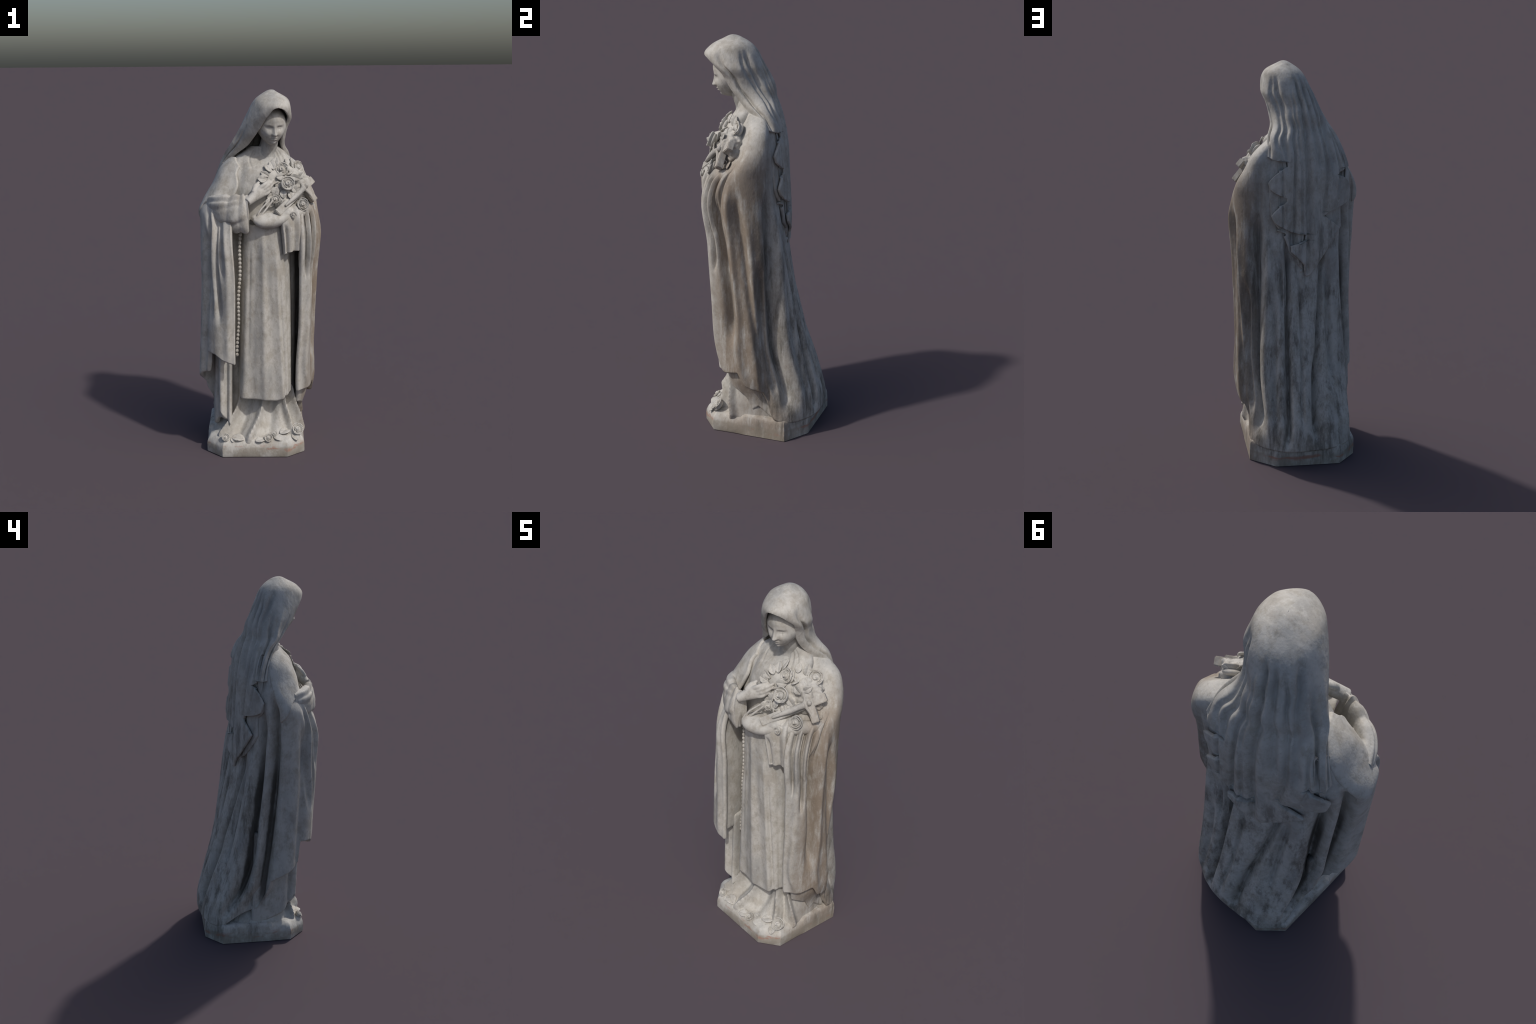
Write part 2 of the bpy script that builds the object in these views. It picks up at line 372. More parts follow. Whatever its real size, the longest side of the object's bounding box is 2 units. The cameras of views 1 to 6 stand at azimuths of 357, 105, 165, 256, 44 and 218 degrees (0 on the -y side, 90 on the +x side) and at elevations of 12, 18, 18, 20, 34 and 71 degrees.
# ---------------------------------------------------------------- torso
TORSO = Drape(ring_levels([
  (1.70, -.04, .11, -.098, -.01), (1.665, -.085, .15, -.100, .02), (1.63, -.13, .175, -.122, .02), (1.58, -.14, .18, -.168, .03),
  (1.50, -.19, .21, -.187, .04), (1.40, -.20, .23, -.200, .04), (1.25, -.19, .21, -.20, .04)], 12, 2.1),
  [fold(-.012, .35, [(1.56, 10.6), (1.42, 10.8)]), fold(-.004, .05, [(1.66, 10.9), (1.6, 11.3)], ends=.03),
   fold(-.006, .12, [(1.66, .75), (1.58, .8)], ends=.04), fold(-.006, .1, [(1.66, 1.1), (1.57, 1.25)], ends=.04), fold(-.006, .1, [(1.66, 1.5), (1.57, 1.7)], ends=.04)], closed=True, flip=True)
def torso():
    z = np.linspace(1.70, 1.25, 90); s = np.linspace(0, 12, 200, endpoint=False)
    V, F = loft_mesh(TORSO.pos(s[None, :], z[:, None])); mesh_object("torso", V, F, STONE)
torso()

# ---------------------------------------------------------------- scapular: front panel of the habit
SCAPULAR = Drape([
  (1.30, [(-.09,-.16),(-.075,-.218),(-.02,-.246),(.04,-.250),(.10,-.234),(.152,-.182),(.174,-.11)]),
  (.80, [(-.105,-.14),(-.09,-.196),(-.03,-.226),(.04,-.229),(.11,-.212),(.162,-.170),(.182,-.10)]),
  (.28, [(-.12,-.13),(-.11,-.184),(-.04,-.205),(.04,-.205),(.12,-.195),(.168,-.152),(.186,-.09)])],
  [fold(-.005, .30, [(1.15, 2.0), (.35, 1.9)]), fold(-.005, .25, [(1.05, 3.0), (.7, 3.3), (.3, 3.6)]),
   fold(.010, .25, [(1.2, 2.6), (.3, 2.8)]), fold(-.008, .12, [(.9, 4.0), (.3, 4.45)]), fold(.008, .2, [(1.1, 3.7), (.3, 4.1)]),
   fold(-.005, .15, [(1.2, 4.6), (.3, 5.0)]), fold(.008, .3, [(.9, 1.3), (.3, 1.3)]), fold(-.004, .12, [(1.1, 1.5), (.6, 1.55)])], flip=True)
def scapular():
    c = np.linspace(0, 6, 150)
    hem = lin([(0, .345), (1, .325), (2.5, .318), (3.6, .305), (4.4, .322), (5, .335), (6, .36)], c)
    t = np.linspace(0, 1, 200)[:, None]
    P = SCAPULAR.pos(c[None, :], 1.29*(1-t) + hem*t)
    V, F = sheet_mesh(P, -.022); mesh_object("scapular", V, F, STONE)
scapular()

# ---------------------------------------------------------------- cloak
CLOAK_DRAPE = Drape(CLOAK, [
   # back
   fold(-.072, .23, [(1.2, 6.78), (.83, 6.93), (.6, 7.02), (.39, 7.05), (.25, 7.0)]),
   fold(.012, .16, [(1.1, 6.38), (.75, 6.50), (.45, 6.58), (.2, 6.5)]),
   fold(-.052, .10, [(1.05, 5.62), (.85, 5.75), (.64, 5.82), (.43, 5.85), (.2, 5.9)]),
   fold(-.036, .09, [(1.05, 4.2), (.82, 4.42), (.55, 4.68), (.35, 4.86), (.2, 4.95)]), fold(-.030, .2, [(.5, 4.75), (.35, 4.86), (.22, 4.95)]),
   fold(.008, .3, [(.9, 4.1), (.3, 4.4)]),
   fold(-.020, .06, [(1.0, 5.95), (.85, 5.98)]), fold(-.016, .06, [(.95, 3.95), (.7, 4.08), (.5, 4.15)]), fold(-.014, .06, [(.9, 5.2), (.5, 5.3), (.3, 5.4)]), fold(-.014, .07, [(.8, 6.25), (.3, 6.3)]),
   # wearer's right side
   fold(-.020, .13, [(.95, 4.06), (.7, 4.16), (.5, 4.25)]),
   fold(-.056, .16, [(1.25, 3.12), (.94, 3.22), (.65, 3.24), (.47, 3.26), (.25, 3.42)]),
   fold(.012, .12, [(1.15, 2.88), (.82, 2.93), (.55, 2.95)]),
   fold(-.065, .15, [(1.35, 2.50), (.9, 2.62), (.68, 2.66), (.53, 2.70), (.3, 2.74)]),
   fold(.020, .22, [(1.04, 3.65), (.71, 3.65), (.46, 3.68), (.2, 3.8)]),
   fold(-.028, .14, [(1.2, 1.42), (.89, 1.5), (.5, 1.65)]),
   fold(-.008, .2, [(1.0, 2.1), (.53, 2.35)]),
   fold(-.024, .12, [(1.3, 1.12), (1.1, 1.32), (.88, 1.22)]), fold(-.026, .14, [(1.32, .72), (1.05, .88), (.85, .75)]),
   fold(-.022, .12, [(1.34, .50), (1.1, .55)]), fold(.014, .2, [(1.2, .3), (.6, .3)]),
   fold(-.045, .30, [(.28, 2.72), (.12, 2.78)], ends=.07),
   # wearer's left side
   fold(-.045, .18, [(.85, 7.42), (.6, 7.48), (.3, 7.45)]), fold(-.022, .14, [(1.2, 8.15), (.91, 7.95), (.69, 7.84), (.51, 7.76), (.25, 7.75)]),
   fold(.016, .12, [(1.25, 8.5), (.9, 8.42), (.69, 8.36), (.4, 8.46)]),
   fold(-.045, .15, [(1.2, 8.92), (1.0, 8.80), (.79, 8.60), (.6, 8.55)]),
   fold(-.034, .09, [(1.34, 9.5), (1.15, 9.35), (.95, 9.2)], ends=.08), fold(-.026, .07, [(1.34, 9.15), (1.15, 9.05)], ends=.08), fold(-.028, .07, [(1.34, 9.8), (1.05, 9.72)], ends=.08), fold(.012, .08, [(1.34, 9.33), (1.1, 9.25)], ends=.08), fold(.012, .08, [(1.34, 9.65), (1.1, 9.55)], ends=.08), fold(-.018, .06, [(1.36, 8.8), (1.2, 8.75)], ends=.08),
   fold(.012, .2, [(1.1, 7.8), (.4, 7.85)]), fold(.012, .25, [(1.0, 9.5), (.4, 9.4)]),
   fold(-.014, .12, [(1.45, 6.7), (1.2, 6.66)]),
])
def cloak():
    c = np.linspace(0, 10, 520)
    hem = lin([(0, .545), (.6, .57), (1.0, .60), (1.5, .61), (1.57, .49), (1.8, .47), (2.4, .41), (2.56, .385), (2.64, .21), (2.95, .165), (3.3, .115), (3.6, .10), (7.1, .095), (7.6, .12), (7.78, .16), (7.88, .268), (8.5, .30), (8.62, .37), (9.2, .355), (10, .35)], c)
    top = lin([(0, 1.36), (.8, 1.5), (2, 1.65), (7.6, 1.65), (8.4, 1.65), (9.2, 1.635), (10, 1.56)], c)
    t = np.linspace(0, 1, 380)[:, None]
    V, F = drape_slab(CLOAK_DRAPE, c[None, :], top*(1-t) + hem*t, .024); mesh_object("cloak", V, F, STONE)
    # inner facing of the front edge, running back to the tunic
    z = np.linspace(1.34, .58, 60); a = CLOAK_DRAPE.pos(.32, z, -.014); e = np.stack([np.full_like(z, -.192), np.full_like(z, -.10), z], -1)
    w = np.linspace(0, 1, 14)[None, :, None]
    P = a[:, None]*(1-w) + e[:, None]*w + np.array((.004, 0, 0))*np.sin(w*pi)
    V, F = sheet_mesh(P, .02); mesh_object("cloak_facing", V, F, STONE)
    # inner layer of the cloak that shows below the lifted corner
    D = Drape([(.66, [(-.15,-.11),(-.158,-.185),(-.20,-.195),(-.235,-.17),(-.248,-.11),(-.245,-.03),(-.235,.05)]),
               (.10, [(-.155,-.11),(-.165,-.178),(-.202,-.185),(-.238,-.165),(-.255,-.11),(-.258,-.03),(-.255,.06)])],
              [fold(-.018, .3, [(.6, 1.6), (.15, 1.7)]), fold(.012, .3, [(.6, 2.4), (.2, 2.4)]), fold(-.02, .3, [(.6, 3.2), (.2, 3.3)])])
    c = np.linspace(0, 6, 120); hem = lin([(0, .20), (1.1, .165), (1.8, .20), (2.6, .255), (3.2, .21), (4, .16), (6, .10)], c); t = np.linspace(0, 1, 90)[:, None]
    V, F = drape_slab(D, c[None, :], .64*(1-t) + hem*t, .03); mesh_object("cloak_lining", V, F, STONE)
    c = np.linspace(7.7, 9.7, 80)
    hem = lin([(7.7, .12), (8.3, .17), (8.6, .15), (8.9, .22), (9.7, .26)], c); t = np.linspace(0, 1, 60)[:, None]
    V, F = drape_slab(CLOAK_DRAPE, c[None, :], .45*(1-t) + hem*t, .03, -.028); mesh_object("cloak_lining", V, F, STONE)
    # short cape over the wearer's right upper arm
    c = np.linspace(0, 2.3, 90); hem = lin([(0, 1.40), (.6, 1.41), (1.1, 1.435), (1.6, 1.40), (2.3, 1.30)], c)
    top = lin([(0, 1.60), (1, 1.64), (2.3, 1.645)], c); t = np.linspace(0, 1, 90)[:, None]
    zz = top*(1-t) + hem*t
    V, F = drape_slab(CLOAK_DRAPE, c[None, :], zz, .02, .001 + .006*t + 0*c); mesh_object("shoulder_cape", V, F, STONE)
cloak()

# ---------------------------------------------------------------- veil
VEIL_DRAPE = Drape(VEIL, [
   fold(-0.018, .11, [(1.92, 5.03), (1.65, 4.98), (1.28, 4.85), (1.0, 4.8)]),
   fold(-0.016, .11, [(1.9, 4.54), (1.74, 4.62), (1.55, 4.40)]),
   fold(-0.018, .18, [(1.9, 6.5), (1.83, 6.3), (1.74, 6.25), (1.58, 6.3)]),
   fold(-0.012, .16, [(1.88, 6.85), (1.78, 6.65), (1.66, 6.75)]),
   fold(-0.018, .22, [(1.86, 8.5), (1.79, 8.22), (1.71, 8.1), (1.63, 7.8)]),
   fold(-0.017, .18, [(1.9, 3.4), (1.82, 3.63), (1.71, 3.88), (1.55, 3.7)]),
   fold(-0.016, .10, [(1.85, 4.1), (1.72, 4.2), (1.5, 4.05), (1.3, 4.1)]),
   fold(-0.017, .14, [(1.74, 3.0), (1.58, 2.8)]), fold(0.011, .2, [(1.8, 5.4), (1.1, 5.3)]),
   fold(-0.016, .10, [(1.7, 5.65), (1.55, 5.71), (1.2, 5.76)]), fold(-0.012, .15, [(1.72, 1.5), (1.55, 1.5)]),
   fold(0.011, .2, [(1.8, 4.85), (1.1, 4.5)]), fold(0.010, .2, [(1.75, 2.3), (1.5, 2.2)]), fold(-0.013, .09, [(1.6, 3.3), (1.42, 3.3)]), fold(-0.011, .08, [(1.5, 5.3), (1.15, 5.25)]), fold(-0.011, .08, [(1.8, 5.45), (1.6, 5.4)]), fold(-0.011, .09, [(1.55, 6.6), (1.25, 6.5)])], dome=True)
def clipped(lo, hi, anchor, full, n, w=.35):
    """Column positions that keep to a fixed grid and bunch up only beside the zigzag edges lo(z), hi(z)."""
    g = np.linspace(0, full, n)[None, :]; lo, hi = lo[:, None], hi[:, None]
    s = np.where(g > hi - w, (hi - w) + w*(g - (hi - w))/(full - (hi - w)), g)
    return np.where(s < lo + w, lo + w*s/(lo + w), s)
def veil():
    zz = np.concatenate([2.0 - .05*np.linspace(0, 1, 30)**2, np.linspace(1.947, .978, 330)])
    s0 = lin([(2.0, 0), (1.909, 0), (1.907, .2), (1.898, .38), (1.885, .45), (1.85, .35), (1.80, 0), (1.505, 0), (1.50, 2.9), (1.47, 3.55), (1.39, 1.0), (1.34, 1.6), (1.29, 3.9), (1.27, 4.1), (1.20, 3.0), (1.13, 3.6), (1.06, 4.15), (.975, 4.78)], zz)
    s1 = lin([(2.0, 10), (1.909, 10), (1.907, 9.85), (1.898, 9.62), (1.885, 9.5), (1.85, 9.5), (1.80, 10), (1.578, 10), (1.57, 8.0), (1.55, 6.25), (1.53, 6.2), (1.45, 7.94), (1.42, 7.67), (1.375, 6.2), (1.36, 6.2), (1.29, 7.5), (1.26, 7.2), (1.21, 5.94), (1.185, 4.85), (1.16, 4.87), (1.14, 5.87), (1.11, 5.87), (1.03, 4.92), (.975, 4.82)], zz)
    c = np.zeros((1, 420)); w = np.minimum(.35, (s1 - s0)/2.2)[:, None]
    V, F = drape_slab(VEIL_DRAPE, clipped(s0, s1, 5, 10, 420, w), zz[:, None], np.minimum(.014, .001 + (2.0 - zz)*.3)[:, None] + 0*c); mesh_object("veil", V, F, STONE, weld=.0004)
    V, F = blob((.07,-.115,1.991), (.022,.022,.0092)); mesh_object("hood_crown", V, F, STONE)
    zz = np.linspace(1.62, 1.0, 200)
    s0 = lin([(1.62, .4), (1.5, .1), (1.42, .2), (1.38, .8), (1.30, 2.8), (1.2, 2.6), (1.1, 3.5), (1.0, 4.7)], zz)
    s1 = lin([(1.62, 8.1), (1.57, 8.0), (1.45, 7.9), (1.29, 7.55), (1.2, 6.4), (1.1, 5.8), (1.0, 4.9)], zz)
    w = np.minimum(.35, (s1 - s0)/2.2)[:, None]
    V, F = drape_slab(VEIL_DRAPE, clipped(s0, s1, 5, 10, 300, w), zz[:, None], .02, -.020); mesh_object("veil_under_layer", V, F, STONE)
veil()

# ---------------------------------------------------------------- head and neck
HEAD_C = np.array((.066, -.121, 1.804))
FWD = np.array((.19, -.93, -.31)); FWD /= np.linalg.norm(FWD)
SIDE = np.cross(FWD, (0, 0, 1)); SIDE /= np.linalg.norm(SIDE); SIDE = -SIDE if SIDE[0] < 0 else SIDE
UP = np.cross(SIDE, FWD); UP = -UP if UP[2] < 0 else UP
def head():
    m, n = 120, 150
    th = np.linspace(.02, pi - .02, m); ph = np.linspace(0, 2*pi, n, endpoint=False)
    T, Ph = np.meshgrid(th, ph, indexing='ij')
    u = np.cos(T); a = np.sin(T)*np.sin(Ph); f = np.sin(T)*np.cos(Ph)
    jaw = 1 - .30 * smooth(0.0, -1.0, u)
    A = .081*a*jaw; U = .104*u + .012; F = .078*f + .029*smooth(.2, -1, u)*np.maximum(f, 0) + .022*smooth(.0, 1.0, u)*np.maximum(f, 0)
    front = smooth(0.0, .5, f)
    def g(ca, cu, wa, wu): return np.exp(-((A - ca)/wa)**2 - ((U - cu)/wu)**2)
    D = .016*g(0, -.006, .011, .013) + .012*g(0, .014, .009, .020) + .006*g(.008, -.008, .006, .006) + .006*g(-.008, -.008, .006, .006)
    for sgn in (-1, 1):
        D += -.010*g(.027*sgn, .022, .015, .010) + .006*g(.027*sgn, .020, .011, .007) + .002*g(.028*sgn, .038, .018, .008)
        D += .005*g(.032*sgn, -.008, .016, .016) - .003*g(.016*sgn, -.022, .006, .010)
        D += -.002*g(.026*sgn, .016, .011, .0018)
    D += .006*g(0, -.028, .014, .0045) + .006*g(0, -.038, .012, .005) - .005*g(0, -.0328, .015, .0016) - .005*g(0, -.047, .012, .005)
    D += .008*g(0, -.064, .016, .012)
    F = F + D*front
    P = HEAD_C + A[..., None]*SIDE + U[..., None]*UP + F[..., None]*FWD
    V, Fc = loft_mesh(P); mesh_object("head", V, Fc, STONE, smooth_angle=None)
    R = tube([(.068,-.095,1.78), (.062,-.075,1.72), (.05,-.060,1.67), (.045,-.05,1.62)], [(.046,.05), (.047,.05), (.052,.052), (.075,.07)], 40, 30, up=(0, -1, 0))
    V, Fc = loft_mesh(R); mesh_object("neck", V, Fc, STONE)
head()

# ---------------------------------------------------------------- sleeves and hands
def sleeves():
    R = tube([(-.25,-.115,1.39), (-.215,-.185,1.38), (-.155,-.23,1.365), (-.10,-.255,1.357), (-.062,-.260,1.358)],
             [(.032,.06), (.034,.078), (.036,.092), (.036,.098), (.036,.092)], 60, 60)
    ang = np.linspace(0, 2*pi, 60, endpoint=False); k = np.linspace(0, 1, 60)
    c = R.mean(1, keepdims=True)
    w = .11*(np.abs(np.sin(k[:, None]*13 + .6*np.sin(ang)[None, :])) - .5) * smooth(.1, .4, k)[:, None] + .05*np.sin(3*ang + 4*k[:, None])
    for a0, slope in ((-2.6, 1.2), (-1.9, 2.0), (-1.2, 1.0), (-.4, 1.6), (.4, 1.0), (3.0, 1.4)):      # creases spiralling to the cuff
        d = (ang[None, :] - a0 - slope*k[:, None] + pi) % (2*pi) - pi
        w = w - .16*np.exp(-(d/.16)**2)*smooth(0, .15, k)[:, None]*(1 - .7*k[:, None]) + .06*np.exp(-((d - .35)/.2)**2)
    R = c + (R - c)*(1 + w)[..., None]
    V, F = loft_mesh(R); mesh_object("sleeve", V, F, STONE)
    # wearer's left sleeve: wide end hanging in pleats from the forearm
    L = ring_levels([(1.395, .10, .215, -.215, -.14), (1.375, .095, .225, -.252, -.15), (1.345, .098, .232, -.272, -.16), (1.28, .108, .235, -.280, -.17), (1.20, .118, .232, -.272, -.17), (1.13, .124, .228, -.264, -.17)], 12, 3.0)
    D = Drape([(z, [(x, y + .50*(x - .12)) for x, y in q]) for z, q in L],
              [fold(-.012, .28, [(1.36, .35), (1.13, .3)]), fold(.008, .3, [(1.36, .9), (1.13, .85)]), fold(-.012, .22, [(1.36, 1.4), (1.13, 1.4)]), fold(-.018, .28, [(1.27, 11.1), (1.13, 11.1)], ends=.04)], closed=True, flip=True)
    s = np.linspace(0, 12, 180, endpoint=False); hem = 1.142 + .014*np.cos(2*pi*s/12 - .8); t = np.linspace(0, 1, 80)[:, None]
    V, F = loft_mesh(D.pos(s[None, :], 1.394*(1-t) + hem*t)); mesh_object("sleeve", V, F, STONE)
    # cloth gathered over the left forearm, a shelf under the flowers
    R = tube([(-.035,-.262,1.330), (.005,-.270,1.318), (.06,-.258,1.316), (.115,-.238,1.330), (.17,-.192,1.345), (.225,-.17,1.358), (.27,-.11,1.365), (.285,-.05,1.37)],
             [(.014,.012), (.030,.028), (.038,.034), (.038,.034), (.032,.032), (.028,.030), (.028,.030), (.028,.03)], 40, 90)
    k = np.linspace(0, 1, 90)[:, None]; a = np.linspace(0, 2*pi, 40, endpoint=False)[None, :]; c = R.mean(1, keepdims=True)
    w = .10*np.abs(np.sin(k*26 + .6*np.sin(a)))*smooth(.40, .62, k) - .06*np.sin(k*9 + 2*a)
    R = c + (R - c)*(1 + w)[..., None]
    P = [loft_mesh(R), blob((.04,-.235,1.335), (.09,.055,.030), bumps=.1, seed=8), blob((.15,-.17,1.35), (.09,.06,.04), seed=8)]
    fuse("gathered_cloth", P, STONE, .005, 3)
sleeves()

def hands():
    w = np.array((-.070,-.268,1.425)); tip = np.array((.078,-.192,1.522)); d = tip - w
    back = np.cross(d, (0, 0, 1)); back /= np.linalg.norm(back); back = back if back[1] < 0 else -back
    across = np.cross(back, d); across /= np.linalg.norm(across); across = across if across[2] > 0 else -across
    P = [loft_mesh(tube([w, w + d*.25, w + d*.5, w + d*.62], [(.024,.022), (.024,.027), (.022,.034), (.016,.032)], 20, 16, up=across))]
    for i, (o, L) in enumerate([(.024, .92), (.008, 1.04), (-.008, 1.0), (-.023, .88)]):
        a = w + d*.5 + across*o*.9 + back*.006
        pts = [a, a + d*(L-.5)*.4 + back*.006 + across*o*.15, a + d*(L-.5)*.75 - back*.004, a + d*(L-.5) - back*.016]
        P.append(loft_mesh(tube(pts, [.0105, .0105, .0095, .006], 12, 14, up=across)))
    a = w + d*.3 + across*.022
    P.append(loft_mesh(tube([a, a + d*.15 + across*.016 - back*.01, a + d*.34 + across*.020 - back*.018], [.013, .012, .007], 12, 12, up=back)))
    fuse("hand", P, STONE, .0035, 3)
    # fingers of the left hand under the crucifix foot
    P = []
    for k in range(3):
        a = np.array((.19 - .006*k, -.215 - .004*k, 1.352 - .012*k))
        P.append(loft_mesh(tube([a, a + np.array((-.04,-.02,.006)), a + np.array((-.09,-.032,.0))], [.012, .011, .005], 12, 12)))
    fuse("hand", P, STONE, .0035, 2)
hands()

# ---------------------------------------------------------------- crucifix
def box_beam(a, b, w, h, normal):
    a, b = np.array(a), np.array(b); d = (b-a)/np.linalg.norm(b-a)
    n = np.array(normal, float); n -= d*(n@d); n /= np.linalg.norm(n); s = np.cross(d, n)
    V = [p + i*s*w/2 + j*n*h/2 for p in (a, b) for i, j in ((-1,-1), (1,-1), (1,1), (-1,1))]
    return V, [(0,1,2,3), (7,6,5,4), (0,4,5,1), (1,5,6,2), (2,6,7,3), (3,7,4,0)]
def bevelled(name, V, F, mat, w=.003):
    ob = mesh_object(name, V, F, mat)
    bm = bmesh.new(); bm.from_mesh(ob.data)
    bmesh.ops.bevel(bm, geom=list(bm.edges), offset=w, segments=2, affect='EDGES'); bm.to_mesh(ob.data); bm.free()
    ob.data.set_sharp_from_angle(angle=radians(40)); return ob
def crucifix():
    foot, top = np.array((.084,-.262,1.360)), np.array((.292,-.060,1.512))
    A, B = np.array((.178,-.100,1.568)), np.array((.300,-.122,1.404))
    n = np.cross(top - foot, B - A); n /= np.linalg.norm(n); n = n if n[1] < 0 else -n
    V, F = box_beam(foot + n*.004, top + n*.004, .040, .030, n); bevelled("crucifix_post", V, F, STONE)
    V, F = box_beam(A + n*.005, B + n*.005, .036, .032, n); bevelled("crucifix_arm", V, F, STONE)
    d = (top - foot)/np.linalg.norm(top - foot); s = (B - A)/np.linalg.norm(B - A)
    c = foot + d*.225 + n*.021
    P = [loft_mesh(tube([c + n*.008, c - d*.03 + n*.012, c - d*.07 + n*.010, c - d*.12 + n*.008, c - d*.165 + n*.004], [.016, .014, .015, .010, .006], 14, 24, up=n)),
         blob(c + d*.024 + n*.012, (.012,.012,.013))]
    for k in (-1, 1): P.append(loft_mesh(tube([c + n*.008, c + s*.04*k + d*.012 + n*.004, c + s*.085*k + d*.018], [.009, .007, .005], 10, 14, up=n)))
    fuse("corpus_figure", P, STONE, .0035, 2)
crucifix()

# ---------------------------------------------------------------- roses, leaves, stems
def petal_mesh():
    """One cupped petal: a patch of a flattened ball with a curled-out lip; base at the origin, opening along +z."""
    r, c = 9, 11; P = np.zeros((r, c, 3))
    for i in range(r):
        for j in range(c):
            t = i/(r-1); w = (j/(c-1) - .5)*1.75*(sin(pi*(.18 + .74*t)))**.5
            rad = sin(.35 + 1.45*t)*1.0 + .16*max(0, t-.75)*4*.5
            hgt = .10 + .62*t - .10*max(0, t-.8)*5*.4
            P[i, j] = (rad*cos(w), rad*sin(w), hgt)
    V, F = sheet_mesh(P, .15)
    ob = mesh_object("petal", V, F, STONE); me = ob.data; bpy.data.objects.remove(ob); return me
PETAL = petal_mesh()
def heart_mesh():
    V, F = blob((0, 0, .45), (.42, .42, .42), n=24, m=16)
    V = np.array(V); a = np.arctan2(V[:, 1], V[:, 0]); r = np.hypot(V[:, 0], V[:, 1])
    V[:, 2] += .10*np.sin(a + r*16)*smooth(.3, .6, V[:, 2])
    W, G = blob((0, 0, .15), (.8, .8, .35), n=24, m=12)
    F = [tuple(f) for f in F] + [tuple(int(i) + len(V) for i in f) for f in G]
    ob = mesh_object("rose", np.concatenate([V, W]), F, STONE); me = ob.data; bpy.data.objects.remove(ob); return me
HEART = heart_mesh()
def rose(center, facing, radius, seed, rings=((.50, .36, 3), (.68, .18, 4), (.86, .0, 5))):
    rnd = random.Random(seed)
    ob = link(bpy.data.objects.new("rose", HEART)); R = frame(facing, (.1, .2, 1)).to_4x4()
    ob.matrix_local = Matrix.Translation(Vector(center) - Vector(facing).normalized()*radius*.35) @ R @ Matrix.Scale(radius, 4)
    for scale, lift, count in rings:
        o = rnd.uniform(0, 6.28)
        for k in range(count):
            p = link(bpy.data.objects.new("petal", PETAL), ob)
            p.matrix_local = (Matrix.Rotation(o + k*2*pi/count + rnd.uniform(-.2, .2), 4, 'Z') @ Matrix.Translation((0, 0, lift))
                              @ Matrix.Rotation(rnd.uniform(-.12, .12), 4, 'Y') @ Matrix.Scale(scale*rnd.uniform(.93, 1.05), 4))
def leaf_mesh():
    r, c = 15, 9; P = np.zeros((r, c, 3))
    for i in range(r):
        for j in range(c):
            t = i/(r-1); v = j/(c-1)*2 - 1
            w = .40*(sin(pi*min(1, t*.96 + .02)))**.6*(1 - .1*t)
            P[i, j] = (v*w, t, .10*sin(pi*t) + .10*abs(v)*w/.4 - .03*exp(-(v/.18)**2) + .02*sin(t*22)*abs(v))
    V, F = sheet_mesh(P, -.12)
    ob = mesh_object("leaf", V, F, STONE); me = ob.data; bpy.data.objects.remove(ob); return me
LEAF = leaf_mesh()
def leaf(base, tip, normal, wide=1.0):
    b, t = Vector(base), Vector(tip); y = (t - b); L = y.length; y.normalize()
    z = Vector(normal); z = (z - y*z.dot(y)).normalized(); x = y.cross(z)
    ob = link(bpy.data.objects.new("leaf", LEAF))
    ob.matrix_local = Matrix.Translation(b) @ Matrix((x*L*wide, y*L, z*L*.8)).transposed().to_4x4()
def stem(pts, r):
    V, F = loft_mesh(tube(pts, [r]*len(pts), 8, 20)); mesh_object("stem", V, F, STONE)
def surface_probe(names):
    """Shoots a ray from the front onto the named parts; returns the point and normal hit."""
    from mathutils.bvhtree import BVHTree
    V, F = [], []
    for ob in bpy.data.objects:
        if ob.type == 'MESH' and ob.name.split('.')[0] in names:
            k = len(V); V += [v.co.copy() for v in ob.data.vertices]; F += [tuple(i + k for i in p.vertices) for p in ob.data.polygons]
    tree = BVHTree.FromPolygons(V, F)
    def f(x, z):
        p, n, *_ = tree.ray_cast(Vector((x, -1, z)), Vector((0, 1, 0)))
        if n is not None and n.y > 0: n = -n
        return p, n
    return f
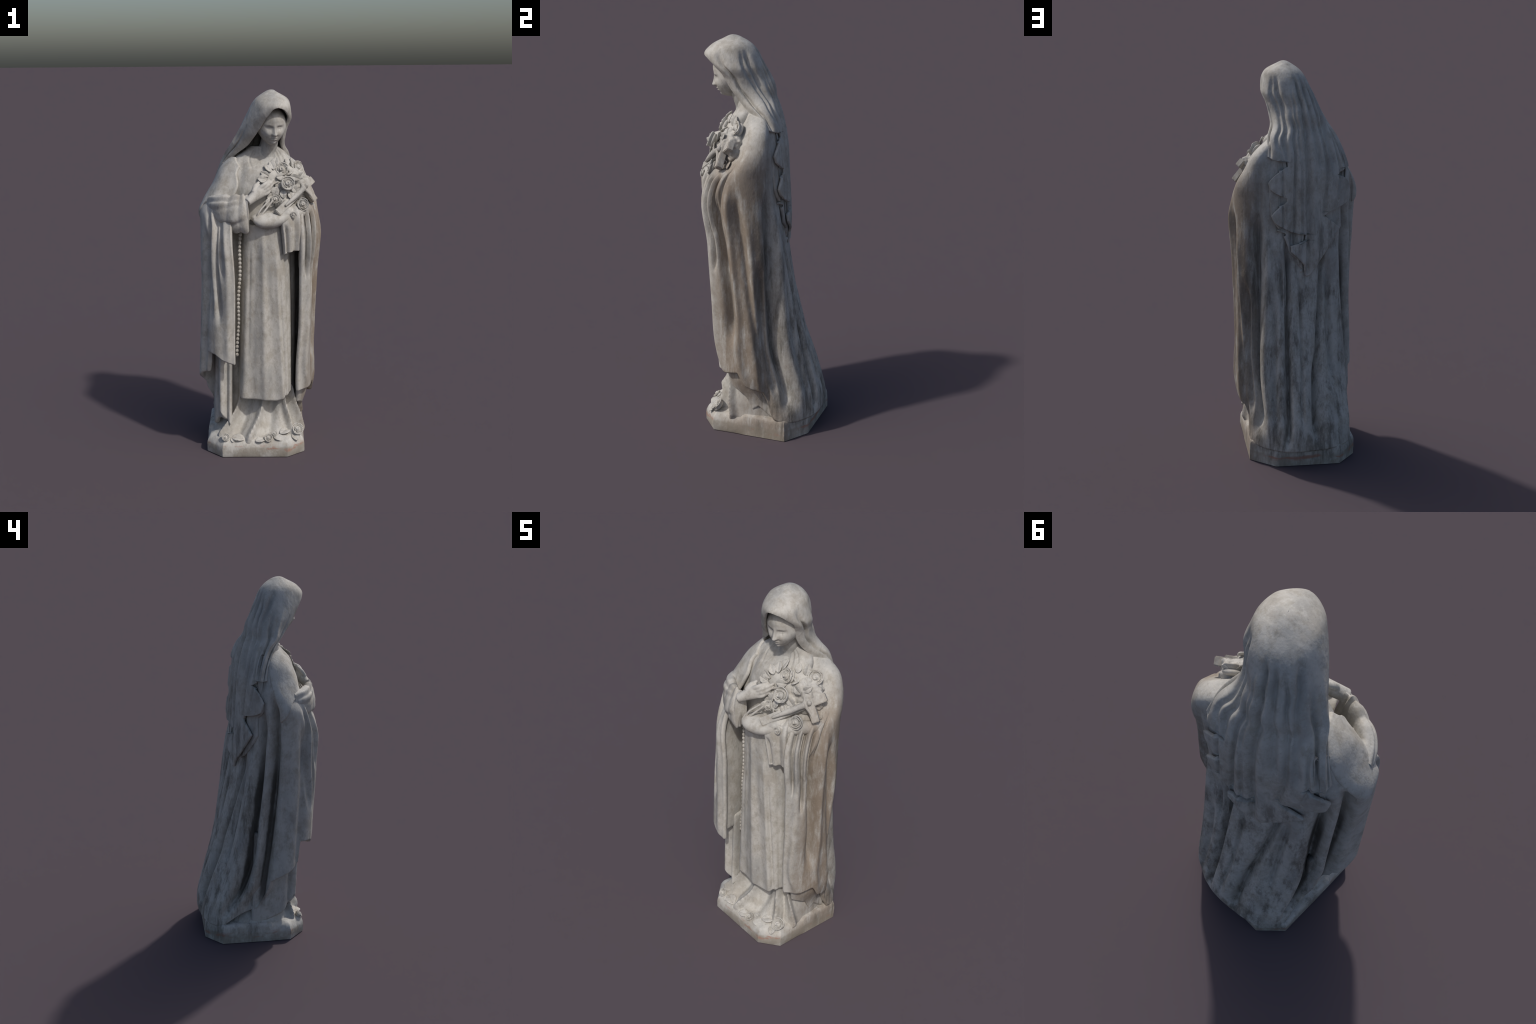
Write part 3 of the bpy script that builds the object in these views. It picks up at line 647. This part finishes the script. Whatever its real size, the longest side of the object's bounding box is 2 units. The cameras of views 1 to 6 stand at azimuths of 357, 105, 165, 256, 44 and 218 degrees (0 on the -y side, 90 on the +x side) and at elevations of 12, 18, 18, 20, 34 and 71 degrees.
def bouquet():
    P = [blob((.15,-.075,1.48), (.125,.08,.115), n=90, m=60, bumps=.16, seed=11, freq=34), blob((.12,-.145,1.435), (.085,.065,.075), n=80, m=50, bumps=.18, seed=13, freq=36)]
    fuse("bouquet_mass", P, STONE, .004, 1)
    rose((.124,-.146,1.580), (-.1,-.9,.35), .043, 1); rose((.148,-.206,1.510), (.1,-.9,.35), .043, 2)
    rose((.230,-.182,1.396), (.2,-.9,.3), .038, 3); rose((.215,-.055,1.578), (.5,-.7,.4), .042, 4); rose((.175,-.248,1.352), (.1,-.9,.1), .020, 5)
    rose((.085,-.215,1.430), (-.2,-.9,.3), .029, 12)
    hit = surface_probe(["bouquet_mass", "torso", "cloak", "gathered_cloth"])
    rnd = random.Random(4)
    spray = [(.030,1.560,150), (.045,1.585,125), (.070,1.600,100), (.092,1.612,85), (.015,1.535,170), (.150,1.615,80), (.175,1.610,60), (.240,1.600,20), (.165,1.555,20), (.195,1.535,-20),
             (.180,1.480,-40), (.110,1.545,190), (.100,1.500,230), (.085,1.470,250), (.125,1.455,270), (.060,1.445,200), (.050,1.410,230), (.165,1.445,300), (.105,1.410,250), (.250,1.440,-30), (.275,1.415,-50), (.225,1.545,40)]
    for x, z, deg in spray:
        p, n = hit(x, z)
        if p is None: continue
        d = Vector((cos(radians(deg)), 0, sin(radians(deg)))); d = (d - n*d.dot(n)).normalized()
        L = rnd.uniform(.038, .056)
        leaf(p + n*.002 - d*L*.5, p + n*rnd.uniform(.004, .010) + d*L*.5, n + Vector((rnd.uniform(-.3, .3), 0, rnd.uniform(-.3, .3))), rnd.uniform(.9, 1.25))
    stem([(.10,-.185,1.52), (.05,-.20,1.50), (.01,-.215,1.48)], .006); stem([(.07,-.235,1.43), (.01,-.262,1.36), (-.03,-.262,1.31)], .005)
    stem([(.05,-.24,1.43), (.0,-.262,1.38), (-.02,-.265,1.34)], .005); stem([(.16,-.14,1.58), (.2,-.12,1.5), (.235,-.12,1.45)], .006)
bouquet()

def ground_flowers():
    rose((.205,-.190,.125), (.15,-.70,.7), .038, 6); rose((.040,-.243,.100), (0,-.7,.7), .028, 7)
    rose((-.198,-.226,.103), (-.1,-.7,.7), .026, 8); rose((.140,-.215,.088), (.1,-.5,.85), .028, 9); rose((.075,-.22,.115), (.1,-.6,.8), .018, 10)
    for b, t in [((-.16,-.21,.095), (-.10,-.235,.09)), ((-.15,-.21,.095), (-.16,-.245,.085)), ((.07,-.225,.10), (.12,-.245,.085)), ((.02,-.235,.09), (-.03,-.25,.085)), ((.18,-.2,.10), (.20,-.235,.08)), ((.16,-.18,.12), (.11,-.21,.11))]:
        leaf(b, t, (0, -.3, 1), 1.1)
ground_flowers()

# ---------------------------------------------------------------- rosary
def rosary():
    V, F = blob((0, 0, 0), (1, 1, 1), n=14, m=10); ob = mesh_object("bead", V, F, STONE, smooth_angle=None); me = ob.data; bpy.data.objects.remove(ob)
    for k in range(31):
        z = 1.24 - k*.0225; p = SCAPULAR.pos(.45, z) + np.array((-.016 - .003*sin(k*.5), -.008, 0))
        b = link(bpy.data.objects.new("bead", me)); b.matrix_local = Matrix.Translation(p) @ Matrix.Diagonal((.0092, .0075, .0108, 1))
rosary()
